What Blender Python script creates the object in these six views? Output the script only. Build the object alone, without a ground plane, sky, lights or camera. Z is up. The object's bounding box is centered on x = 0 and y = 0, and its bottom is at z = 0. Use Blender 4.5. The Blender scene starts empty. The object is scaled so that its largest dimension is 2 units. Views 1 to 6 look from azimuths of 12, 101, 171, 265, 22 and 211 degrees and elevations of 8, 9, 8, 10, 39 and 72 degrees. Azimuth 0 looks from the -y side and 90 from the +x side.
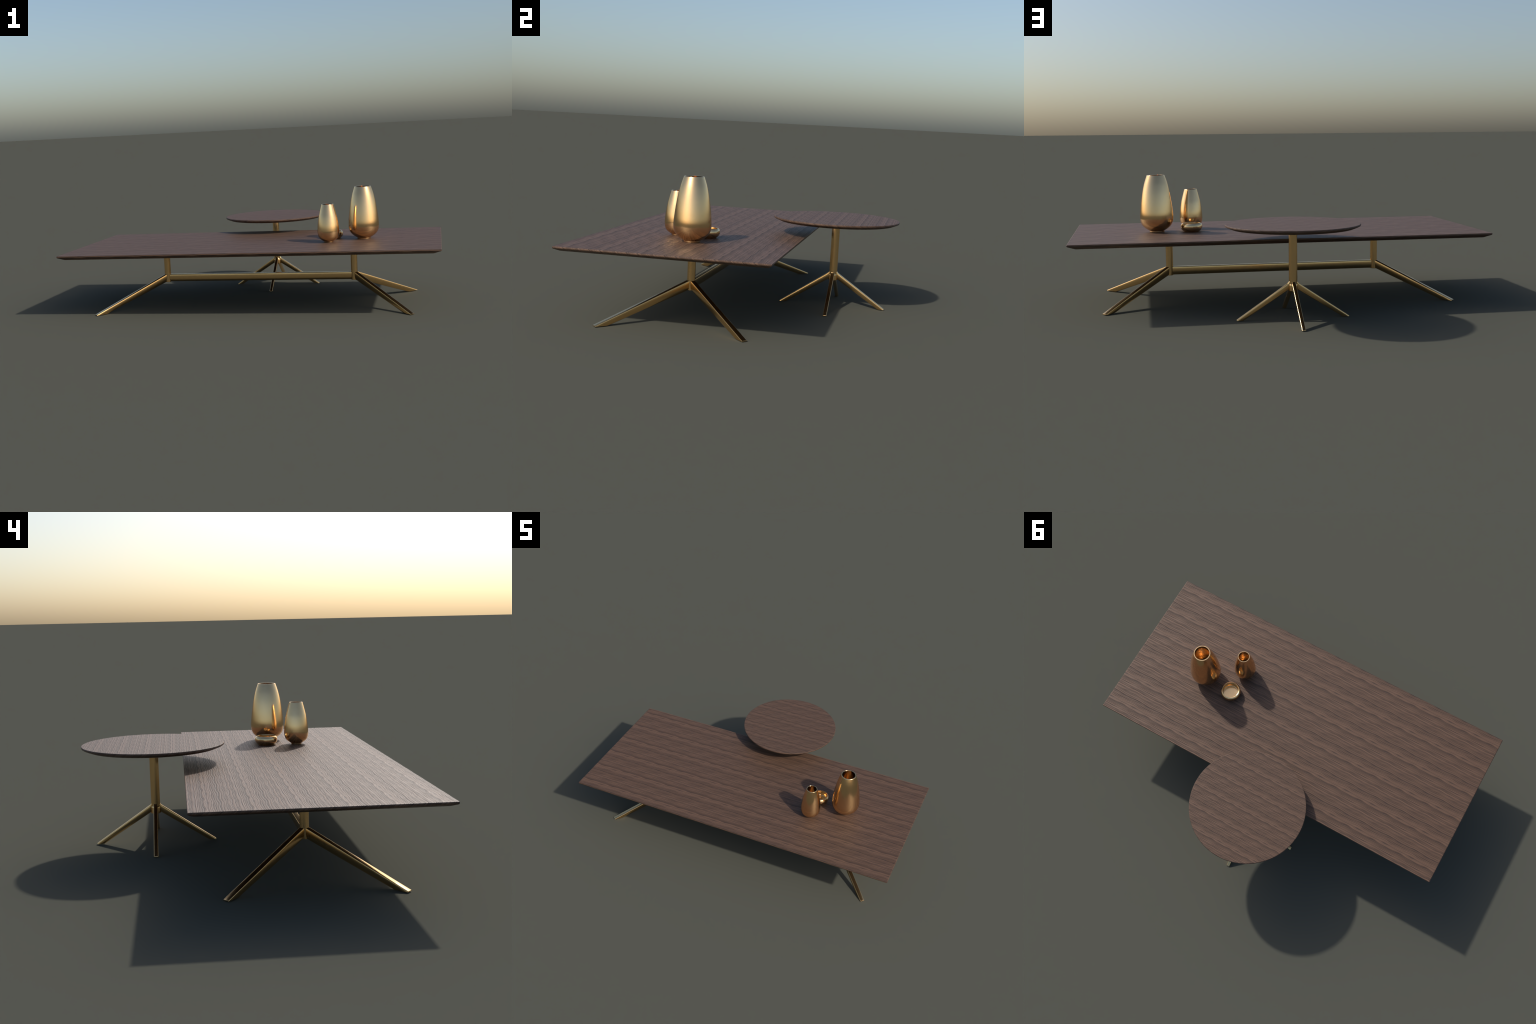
"""Walnut coffee table with brass trestle base, a round walnut side table on a
four-legged brass pedestal, two brass vases and a small brass bowl."""
import bpy, bmesh, math
from mathutils import Vector, Matrix

TAU = 2 * math.pi

# ------------------------------------------------------------------ sizes (m)
TABLE_CENTRE_Y = -0.2148          # long table
TABLE_HALF_X, TABLE_HALF_Y = 1.0, 0.4440
TABLE_TOP_Z, TABLE_UNDER_Z = 0.3475, 0.3250
POST_X, POST_RADIUS, POST_FOOT_Z = 0.5325, 0.0180, 0.1245
FOOT_X, FOOT_Y = 0.8515, 0.3215   # leg tips, from the table centre

ROUND_CENTRE = (0.0, 0.3550)
ROUND_RADIUS, ROUND_TOP_Z, ROUND_UNDER_Z = 0.3040, 0.4328, 0.4130
ROUND_POST_RADIUS = 0.0194
HUB_RADIUS, HUB_FOOT_Z = 0.0215, 0.1275
ROUND_FOOT = 0.2580


# ------------------------------------------------------------------ materials
class Nodes:
    """Small helper for wiring shader nodes."""
    def __init__(self, name):
        self.mat = bpy.data.materials.new(name)
        self.mat.use_nodes = True
        self.t = self.mat.node_tree
        self.t.nodes.clear()
        self.out = self.t.nodes.new("ShaderNodeOutputMaterial")
        self.bsdf = self.t.nodes.new("ShaderNodeBsdfPrincipled")
        self.t.links.new(self.bsdf.outputs[0], self.out.inputs[0])

    def put(self, sock, val):
        if isinstance(val, bpy.types.NodeSocket):
            self.t.links.new(val, sock)
        else:
            sock.default_value = val

    def math(self, op, a, b=0.0, c=None, clamp=False):
        n = self.t.nodes.new("ShaderNodeMath")
        n.operation = op
        n.use_clamp = clamp
        self.put(n.inputs[0], a)
        self.put(n.inputs[1], b)
        if c is not None:
            self.put(n.inputs[2], c)
        return n.outputs[0]

    def xyz(self, x, y, z):
        n = self.t.nodes.new("ShaderNodeCombineXYZ")
        for s, v in zip(n.inputs, (x, y, z)):
            self.put(s, v)
        return n.outputs[0]

    def noise4(self, vec, w, scale=1.0, detail=0.0, rough=0.5):
        n = self.t.nodes.new("ShaderNodeTexNoise")
        n.noise_dimensions = "4D"
        self.put(n.inputs["Vector"], vec)
        self.put(n.inputs["W"], w)
        n.inputs["Scale"].default_value = scale
        n.inputs["Detail"].default_value = detail
        n.inputs["Roughness"].default_value = rough
        return n.outputs[0]

    def noise3(self, vec, scale=1.0, detail=0.0, rough=0.5):
        n = self.t.nodes.new("ShaderNodeTexNoise")
        self.put(n.inputs["Vector"], vec)
        n.inputs["Scale"].default_value = scale
        n.inputs["Detail"].default_value = detail
        n.inputs["Roughness"].default_value = rough
        return n.outputs[0]

    def ramp(self, fac, stops, ease=False):
        n = self.t.nodes.new("ShaderNodeValToRGB")
        cr = n.color_ramp
        if ease:
            cr.interpolation = "EASE"
        while len(cr.elements) > len(stops):
            cr.elements.remove(cr.elements[-1])
        while len(cr.elements) < len(stops):
            cr.elements.new(1.0)
        for e, (p, c) in zip(cr.elements, stops):
            e.position = p
            e.color = (c, c, c, 1) if isinstance(c, (int, float)) else (*c, 1)
        self.put(n.inputs[0], fac)
        return n.outputs[0]

    def mix(self, fac, a, b):
        n = self.t.nodes.new("ShaderNodeMix")
        n.data_type = "RGBA"
        self.put(n.inputs["Factor"], fac)
        for s, v in ((n.inputs[6], a), (n.inputs[7], b)):
            self.put(s, (*v, 1) if isinstance(v, tuple) else v)
        return n.outputs[2]


def walnut(name, tile, phase_x=0.0, phase_y=0.0):
    """Open-pore walnut veneer: a grain figure that repeats every `tile` metres,
    made of wavy dark pore lines running along x. The figure is noise walked
    along two circles (one per axis), so that it closes on itself."""
    k = Nodes(name)
    tc = k.t.nodes.new("ShaderNodeTexCoord")
    sep = k.t.nodes.new("ShaderNodeSeparateXYZ")
    k.t.links.new(tc.outputs["Object"], sep.inputs[0])
    x, y, z = sep.outputs
    u = k.math("MULTIPLY_ADD", x, TAU / tile, phase_x)
    # on the edges the lines keep running down the side
    ys = k.math("MULTIPLY_ADD", z, 1.0, y)
    v = k.math("MULTIPLY_ADD", ys, TAU / tile, phase_y)
    cu, su = k.math("COSINE", u), k.math("SINE", u)
    cv, sv = k.math("COSINE", v), k.math("SINE", v)

    def torus(ru, rv, cosv, sinv, off, detail=0.0, rough=0.5):
        vec = k.xyz(k.math("MULTIPLY_ADD", cu, ru, off), k.math("MULTIPLY_ADD", su, ru, off * 1.7),
                    k.math("MULTIPLY", cosv, rv))
        return k.noise4(vec, k.math("MULTIPLY_ADD", sinv, rv, off * 0.6), 1.0, detail, rough)

    # every line swings sideways once per repeat, by an amount and with a phase
    # that differ from line to line
    swing = k.math("MULTIPLY_ADD", torus(0.0, 1.7, cv, sv, 3.1), SWING * 2.4, -0.55 * SWING)
    shift = k.math("MULTIPLY", torus(0.0, 1.05, cv, sv, 11.3), 8.0)
    wave = k.math("SINE", k.math("ADD", u, shift))
    wave2 = k.math("SINE", k.math("MULTIPLY_ADD", u, 2.0, k.math("MULTIPLY", shift, 1.6)))
    wave = k.math("MULTIPLY_ADD", wave2, 0.30, wave)
    v1 = k.math("MULTIPLY_ADD", swing, wave, v)
    wander = k.math("SUBTRACT", torus(0.50, 1.3, cv, sv, 17.0), 0.5)
    v2 = k.math("MULTIPLY_ADD", wander, WANDER, v1)
    c2, s2 = k.math("COSINE", v2), k.math("SINE", v2)
    # uneven spacing
    jitter = k.math("SUBTRACT", torus(0.0, 2.4, c2, s2, 41.0), 0.5)
    v3 = k.math("MULTIPLY_ADD", jitter, 0.55, v2)

    def lines(count, off, width, floor=0.45):
        """count dark lines per repeat, each fading in and out along its run"""
        p = k.math("MULTIPLY_ADD", v3, count / TAU, off)
        f = k.math("ABSOLUTE", k.math("SUBTRACT", k.math("FRACT", p), 0.5))
        body = k.ramp(f, [(0.0, 1.0), (width * 0.7, 0.75), (width * 1.5, 0.18), (width * 3.2, 0.0)])
        c3, s3 = k.math("COSINE", v3), k.math("SINE", v3)
        vary = k.ramp(torus(0.32, count / 4.0, c3, s3, off * 50 + 5), [(0.36, floor), (0.60, 1.0)])
        return k.math("MULTIPLY", body, vary)

    main = lines(11, 0.13, 0.11)
    second = lines(19, 0.41, 0.13)
    line = k.math("MAXIMUM", main, k.math("MULTIPLY", second, 0.62))
    hair = k.ramp(torus(0.5, 9.0, c2, s2, 21.7, 1.0), [(0.32, 1.0), (0.60, 0.0)])
    belt = k.ramp(torus(0.06, 0.95, c2, s2, 33.0), [(0.36, 0.0), (0.62, 1.0)])
    # dense dark streaks where the fine lines crowd together
    streak = k.ramp(torus(0.34, 1.5, c2, s2, 57.0), [(0.50, 0.0), (0.66, 1.0)])
    crowd = k.math("MULTIPLY", streak, lines(24, 0.77, 0.18, 0.7))
    line = k.math("MAXIMUM", line, crowd)
    pore_vec = k.xyz(k.math("MULTIPLY", x, 45.0), k.math("MULTIPLY", ys, 900.0), 0.0)
    pore = k.ramp(k.noise3(pore_vec, 1.0, 2.0), [(0.35, 0.0), (0.7, 1.0)])

    base = k.mix(belt, WOOD_MID, WOOD_LIGHT)
    base = k.mix(k.math("MULTIPLY", hair, 0.32), base, WOOD_DARK)
    base = k.mix(k.math("MULTIPLY", pore, 0.12), base, WOOD_DARK)
    col = k.mix(k.math("MULTIPLY", line, 0.95), base, WOOD_LINE)
    k.put(k.bsdf.inputs["Base Color"], col)
    # open pores and dark belts shine less than the smooth wood between them
    dull = k.math("MULTIPLY_ADD", hair, 0.35, k.math("MULTIPLY", line, 0.65), clamp=False)
    dull = k.math("MULTIPLY_ADD", k.math("SUBTRACT", 1.0, belt), 0.25, dull)
    k.put(k.bsdf.inputs["Roughness"], k.math("MULTIPLY_ADD", dull, 0.10, WOOD_ROUGH - 0.03))
    k.put(k.bsdf.inputs["Specular IOR Level"], k.math("MULTIPLY_ADD", dull, -0.30 * WOOD_SPEC, WOOD_SPEC * 1.08))

    h = k.math("MULTIPLY_ADD", line, -1.0, k.math("MULTIPLY", hair, -0.22))
    h = k.math("MULTIPLY_ADD", pore, -0.10, h)
    bump = k.t.nodes.new("ShaderNodeBump")
    bump.inputs["Strength"].default_value = 1.0
    bump.inputs["Distance"].default_value = WOOD_BUMP
    k.put(bump.inputs["Height"], h)
    k.put(k.bsdf.inputs["Normal"], bump.outputs[0])
    return k.mat


def brass(name, colour, rough):
    k = Nodes(name)
    tc = k.t.nodes.new("ShaderNodeTexCoord")
    n = k.noise3(tc.outputs["Object"], 18.0, 2.0, 0.5)
    tint = k.mix(n, tuple(c * 0.985 for c in colour), tuple(min(1, c * 1.015) for c in colour))
    k.put(k.bsdf.inputs["Base Color"], tint)
    k.bsdf.inputs["Metallic"].default_value = 1.0
    k.put(k.bsdf.inputs["Roughness"], k.math("MULTIPLY_ADD", k.math("SUBTRACT", n, 0.5), 0.012, rough))
    return k.mat


SWING, WANDER = 0.09, 0.18
WOOD_LIGHT = (0.174, 0.096, 0.058)
WOOD_MID = (0.110, 0.061, 0.037)
WOOD_DARK = (0.064, 0.037, 0.025)
WOOD_LINE = (0.022, 0.016, 0.015)
WOOD_ROUGH, WOOD_SPEC, WOOD_BUMP = 0.52, 0.40, 0.0007

WOOD_LONG = walnut("walnut_veneer", 0.155)
WOOD_ROUND = walnut("walnut_veneer_fine", 0.105, 1.0, 2.0)
BRASS_FRAME = brass("brushed_brass", (0.86, 0.57, 0.265), 0.22)
BRASS_VASE = brass("satin_brass", (0.90, 0.59, 0.295), 0.185)
BRASS_BOWL = brass("polished_brass", (0.90, 0.61, 0.31), 0.20)


# ------------------------------------------------------------------ building
def finish(bm, name, mat, parent, angle=35):
    bmesh.ops.recalc_face_normals(bm, faces=bm.faces)
    me = bpy.data.meshes.new(name)
    bm.to_mesh(me)
    bm.free()
    me.materials.append(mat)
    me.polygons.foreach_set("use_smooth", [True] * len(me.polygons))
    me.set_sharp_from_angle(angle=math.radians(angle))
    ob = bpy.data.objects.new(name, me)
    bpy.context.scene.collection.objects.link(ob)
    if parent:
        ob.parent = parent
        ob.matrix_parent_inverse = parent.matrix_world.inverted()
    return ob


def thing(name, where, label, category):
    e = bpy.data.objects.new(name, None)
    e.empty_display_size = 0.1
    e.location = where
    bpy.context.scene.collection.objects.link(e)
    bpy.context.view_layer.update()
    e["label"], e["category"] = label, category
    return e


def loft(bm, rings, cap_first=True, cap_last=True, closed=False):
    """Skin a list of equal-length vertex loops."""
    vs = [[bm.verts.new(p) for p in ring] for ring in rings]
    n = len(vs[0])
    pairs = list(zip(vs, vs[1:])) + ([(vs[-1], vs[0])] if closed else [])
    for a, b in pairs:
        for i in range(n):
            bm.faces.new((a[i], a[(i + 1) % n], b[(i + 1) % n], b[i]))
    if not closed:
        if cap_first:
            bm.faces.new(vs[0])
        if cap_last:
            bm.faces.new(vs[-1])
    return vs


def smooth_curve(pts, per=8):
    """Catmull-Rom through hand-placed profile points."""
    out = []
    n = len(pts)
    for i in range(n - 1):
        p0, p1, p2, p3 = (Vector(pts[max(i - 1, 0)]), Vector(pts[i]),
                          Vector(pts[i + 1]), Vector(pts[min(i + 2, n - 1)]))
        for s in range(per):
            t = s / per
            out.append(0.5 * (2 * p1 + (p2 - p0) * t + (2 * p0 - 5 * p1 + 4 * p2 - p3) * t * t
                              + (3 * p1 - p0 - 3 * p2 + p3) * t ** 3))
    out.append(Vector(pts[-1]))
    return [(p[0], p[1]) for p in out]


def edge_profile(top_z, under_z, inset):
    """Table edge from the top face down and in: eased arris, short upright
    band, rounded turn and a shallow bevel under the top. (inset, z) pairs."""
    lip = 0.0082
    r = 0.0026
    pts = [(0.02, top_z), (r + 0.0006, top_z)]    # level field, so that it shades flat
    for i in range(5):
        a = math.pi / 2 * i / 4
        pts.append((r - r * math.sin(a), top_z - r + r * math.cos(a)))
    zl = top_z - lip
    pts += [(0.0, zl + 0.0022), (0.0004, zl + 0.0006), (0.0016, zl - 0.0010), (0.0040, zl - 0.0024)]
    pts += [(inset - 0.002, under_z + 0.0007), (inset, under_z),
            (inset + 0.001, under_z), (inset + 0.02, under_z)]
    return pts


def rounded_rect(hx, hy, r, z, seg=4):
    ring = []
    for cx, cy, a0 in ((hx - r, hy - r, 0), (-hx + r, hy - r, 90), (-hx + r, -hy + r, 180), (hx - r, -hy + r, 270)):
        for i in range(seg + 1):
            a = math.radians(a0 + 90 * i / seg)
            ring.append((cx + r * math.cos(a), cy + r * math.sin(a), z))
    return ring


def bar_section(width, height, arris=0.0028):
    """Cross-section of the brass bars: flat top with eased arrises, cheeks that
    swell a little and close in a round belly below. (sideways, down) pairs, going round."""
    h = width / 2
    right = []
    for i in range(4):
        a = math.pi / 2 * i / 3
        right.append((h - arris - 0.0004 + arris * math.sin(a), arris - arris * math.cos(a)))
    widest = 0.30 * height
    right.append((h, widest))
    steps = 14
    for i in range(1, steps + 1):
        a = math.pi / 2 * i / steps
        right.append((h * max(math.cos(a), 0.0) ** 0.55, widest + (height - widest) * math.sin(a) ** 0.8))
    right[-1] = (0.0, height)
    left = [(-s, d) for s, d in reversed(right[:-1])]
    return right + left


def bar(bm, start, end, width, h0, h1, steps=10):
    """Straight bar whose top line runs from start to end; height h0 -> h1,
    measured straight down, every section upright."""
    start, end = Vector(start), Vector(end)
    flat = Vector((end.x - start.x, end.y - start.y, 0)).normalized()
    side = Vector((-flat.y, flat.x, 0))
    rings = []
    for i in range(steps + 1):
        t = i / steps
        p = start.lerp(end, t)
        rings.append([p + side * s - Vector((0, 0, d)) for s, d in bar_section(width, h0 + (h1 - h0) * t)])
    loft(bm, rings)


def leg_mesh(length, z_start, s_start, width, toe_width, h0, h1, slope_end_z=0.0035, fillet=0.0):
    """One leg in its own frame: runs along +x from the post axis, tip at
    x = length, sole cut flat at z = 0 and the toe eased."""
    bm = bmesh.new()
    slope = (z_start - slope_end_z) / (length - s_start)
    inner = 0.004
    outer = length + 0.03
    top = lambda s: z_start - slope * (s - s_start)
    n = 24
    stations = [inner + (s_start - inner) * i / 3 for i in range(3)]
    stations += [s_start + 0.012 * i / 8 for i in range(8)] if fillet else []
    first = stations[-1] + 0.002
    stations += [first + (outer - first) * i / n for i in range(n + 1)]
    rings = []
    for s in stations:
        t = min(max((s - s_start) / (length - s_start), 0), 1)
        h = h0 + (h1 - h0) * t
        lift = 0.0
        if fillet:
            d = max(0.0, 1 - max(s - s_start, 0) / 0.005)
            lift = fillet * d * d
        rings.append([(s, a, top(s) + lift - b * (h + lift) / h) for a, b in bar_section(width + (toe_width - width) * t, h)])
    loft(bm, rings)
    for co, no in (((0, 0, 0), (0, 0, -1)), ((length, 0, 0), (1, 0, 0))):
        g = bm.verts[:] + bm.edges[:] + bm.faces[:]
        r = bmesh.ops.bisect_plane(bm, geom=g, plane_co=co, plane_no=no, clear_outer=True, dist=1e-6)
        cut = [e for e in r["geom_cut"] if isinstance(e, bmesh.types.BMEdge)]
        bmesh.ops.holes_fill(bm, edges=[e for e in bm.edges if e.is_boundary])
    bmesh.ops.remove_doubles(bm, verts=bm.verts, dist=1e-5)
    toe = [e for e in bm.edges if all(v.co.x > length - 1e-4 and v.co.z > 1e-4 for v in e.verts)
           and abs(e.verts[0].co.z - e.verts[1].co.z) < 1e-5]
    if toe:
        bmesh.ops.bevel(bm, geom=toe, offset=0.0012, segments=2, affect="EDGES", profile=0.5)
    return bm


def turned(bm, profile, seg=96, close=True):
    """Surface of revolution about z from (radius, z) pairs; a zero radius at
    either end closes the surface."""
    ends = [profile[0][0] < 1e-6, profile[-1][0] < 1e-6]
    body = profile[1 if ends[0] else 0: len(profile) - 1 if ends[1] else len(profile)]
    rings = [[(r * math.cos(TAU * i / seg), r * math.sin(TAU * i / seg), z) for i in range(seg)] for r, z in body]
    vs = loft(bm, rings, cap_first=not ends[0] and close, cap_last=not ends[1] and close)
    for flag, ring, z in ((ends[0], vs[0], profile[0][1]), (ends[1], vs[-1], profile[-1][1])):
        if flag:
            tip = bm.verts.new((0, 0, z))
            for i in range(seg):
                bm.faces.new((ring[i], ring[(i + 1) % seg], tip))


# ------------------------------------------------------------------ long table
table = thing("coffee_table", (0, TABLE_CENTRE_Y, 0),
              "long low dark walnut table on a slim brass trestle", "coffee table")

bm = bmesh.new()
rings = []
# the bevel reaches further in at the ends than along the sides
END_STRETCH, SIDE_STRETCH = 1.40, 0.72
for inset, z in edge_profile(TABLE_TOP_Z, TABLE_UNDER_Z, 0.028):
    rings.append(rounded_rect(TABLE_HALF_X - inset * END_STRETCH, TABLE_HALF_Y - inset * SIDE_STRETCH,
                              max(0.0035 - inset, 0.0012), z))
loft(bm, rings)
top = finish(bm, "tabletop", WOOD_LONG, table, 50)
top.matrix_world = Matrix.Translation((0, TABLE_CENTRE_Y, 0))

post_mesh = None
for sx in (1, -1):
    if post_mesh is None:
        bm = bmesh.new()
        c = 0.0008
        turned(bm, [(POST_RADIUS - c, POST_FOOT_Z), (POST_RADIUS, POST_FOOT_Z + c),
                    (POST_RADIUS, TABLE_UNDER_Z + 0.004)], 48)
        ob = finish(bm, "post", BRASS_FRAME, table)
        post_mesh = ob.data
    else:
        ob = bpy.data.objects.new("post", post_mesh)
        bpy.context.scene.collection.objects.link(ob)
        ob.parent = table
        ob.matrix_parent_inverse = table.matrix_world.inverted()
    ob.matrix_world = Matrix.Translation((sx * POST_X, TABLE_CENTRE_Y, 0))

bm = bmesh.new()
bar(bm, (-POST_X + 0.006, 0, 0.1685), (POST_X - 0.006, 0, 0.1685), 0.0225, 0.0420, 0.0420)
stretcher = finish(bm, "stretcher", BRASS_FRAME, table)
stretcher.matrix_world = Matrix.Translation((0, TABLE_CENTRE_Y, 0))

reach = math.hypot(FOOT_X - POST_X, FOOT_Y)
bm = leg_mesh(reach, 0.1680, POST_RADIUS, 0.0212, 0.0252, 0.0440, 0.0260)
leg_data = finish(bm, "leg", BRASS_FRAME, table)
first = True
for sx in (1, -1):
    for sy in (1, -1):
        ob = leg_data if first else leg_data.copy()
        if not first:
            bpy.context.scene.collection.objects.link(ob)
        first = False
        ang = math.atan2(sy * FOOT_Y, sx * (FOOT_X - POST_X))
        ob.matrix_world = Matrix.Translation((sx * POST_X, TABLE_CENTRE_Y, 0)) @ Matrix.Rotation(ang, 4, "Z")

# ------------------------------------------------------------------ round table
side = thing("side_table", (*ROUND_CENTRE, 0),
             "round dark walnut table on a four-legged brass pedestal", "side table")
at_round = Matrix.Translation((*ROUND_CENTRE, 0))

bm = bmesh.new()
rings = []
for inset, z in edge_profile(ROUND_TOP_Z, ROUND_UNDER_Z, 0.027):
    r = ROUND_RADIUS - inset
    rings.append([(r * math.cos(TAU * i / 192), r * math.sin(TAU * i / 192), z) for i in range(192)])
loft(bm, rings)
ob = finish(bm, "tabletop", WOOD_ROUND, side, 50)
ob.matrix_world = at_round

bm = bmesh.new()
turned(bm, [(ROUND_POST_RADIUS, HUB_FOOT_Z + 0.01), (ROUND_POST_RADIUS, ROUND_UNDER_Z + 0.004)], 48)
ob = finish(bm, "post", BRASS_FRAME, side)
ob.matrix_world = at_round

bm = bmesh.new()
c = 0.0015
turned(bm, [(HUB_RADIUS - c, HUB_FOOT_Z), (HUB_RADIUS, HUB_FOOT_Z + c), (HUB_RADIUS, 0.1520),
            (HUB_RADIUS - 0.0004, 0.1550), (HUB_RADIUS - 0.0012, 0.1575), (ROUND_POST_RADIUS - 0.0005, 0.1600)], 48)
ob = finish(bm, "hub", BRASS_FRAME, side)
ob.matrix_world = at_round

bm = leg_mesh(ROUND_FOOT, 0.1655, 0.0200, 0.0176, 0.0178, 0.0330, 0.0230, 0.0030, fillet=0.0035)
leg_data = finish(bm, "leg", BRASS_FRAME, side)
for i in range(4):
    ob = leg_data if i == 0 else leg_data.copy()
    if i:
        bpy.context.scene.collection.objects.link(ob)
    ob.matrix_world = at_round @ Matrix.Rotation(math.pi / 2 * i, 4, "Z")


# ------------------------------------------------------------------ vases, bowl
def vase(where, silhouette, foot, rim_wall, label, squash=0.9935):
    """silhouette: (radius, height) from the foot ring's top to the mouth;
    foot: radius and height of the ring it stands on."""
    root = thing("vase", where, label, "vase")
    outer = smooth_curve([(r, h * squash) for r, h in silhouette])
    wall = rim_wall
    mouth_r, mouth_z = outer[-1]
    inner = [(max(r - wall, 0.0), z) for r, z in reversed(outer[:-1]) if z > foot[1] + wall * 2]
    e = wall * 0.09
    prof = [(0.0, outer[0][1])] + outer[:-1] + [(mouth_r, mouth_z - e), (mouth_r - e, mouth_z),
            (mouth_r - wall + e, mouth_z), (mouth_r - wall, mouth_z - e)] + inner
    r_floor, z_floor = inner[-1]
    prof += [(r_floor - 0.002, z_floor - 0.0006), (r_floor - 0.003, z_floor - 0.0006), (0.0, z_floor - 0.0006)]
    bm = bmesh.new()
    turned(bm, prof, 128)
    body = finish(bm, "vase_body", BRASS_VASE, root, 28)
    bm = bmesh.new()
    r, h = foot
    turned(bm, [(r - 0.0012, 0.0), (r - 0.0004, 0.0005), (r, 0.0016), (r + 0.0004, h - 0.001), (r + 0.0002, h + 0.001)], 96)
    ring = finish(bm, "foot_ring", BRASS_VASE, root, 50)
    for o in (body, ring):
        o.matrix_world = Matrix.Translation(where)
    return root


STAND = TABLE_TOP_Z + 0.0003
vase((0.5903, -0.2018, STAND),
     [(0.0365, 0.0065), (0.0425, 0.0105), (0.0520, 0.0165), (0.0620, 0.0245), (0.0712, 0.0345), (0.0783, 0.0480),
      (0.0818, 0.0640), (0.0824, 0.0800), (0.0815, 0.0975), (0.0791, 0.1215), (0.0762, 0.1455), (0.0726, 0.1705),
      (0.0686, 0.1945), (0.0638, 0.2180), (0.0580, 0.2415), (0.0510, 0.2640), (0.0438, 0.2848)],
     (0.0365, 0.0070), 0.0050, "tall tapering satin brass vase on a foot ring")
vase((0.4122, -0.3230, STAND),
     [(0.0250, 0.0050), (0.0300, 0.0080), (0.0375, 0.0130), (0.0450, 0.0190), (0.0520, 0.0275), (0.0566, 0.0405),
      (0.0584, 0.0560), (0.0580, 0.0705), (0.0562, 0.0920), (0.0530, 0.1160), (0.0490, 0.1390), (0.0440, 0.1600),
      (0.0382, 0.1820), (0.0318, 0.2045)],
     (0.0248, 0.0055), 0.0036, "small tapering satin brass vase on a foot ring")

bm = bmesh.new()
bowl_outer = smooth_curve([(0.0385, 0.0006), (0.0440, 0.0060), (0.0497, 0.0120), (0.0532, 0.0185), (0.0543, 0.0255),
                           (0.0535, 0.0325), (0.0510, 0.0385), (0.0470, 0.0432)])
wall = 0.0030
bowl_inner = smooth_curve([(0.0438, 0.0418), (0.0470, 0.0372), (0.0486, 0.0310), (0.0488, 0.0240), (0.0474, 0.0165),
                           (0.0445, 0.0105), (0.0420, 0.0070)])
prof = [(0.0, 0.0)] + [(0.0378, 0.0)] + bowl_outer + [(0.0460, 0.0438), (0.0443, 0.0434)] + bowl_inner
prof += [(0.0405, 0.0061), (0.0385, 0.0060), (0.0, 0.0060)]
turned(bm, prof, 128)
bowl = finish(bm, "bowl", BRASS_BOWL, None, 40)
bowl.location = (0.4197, -0.1768, STAND)
bowl["label"] = "small round polished brass bowl with inward rim"
bowl["category"] = "bowl"
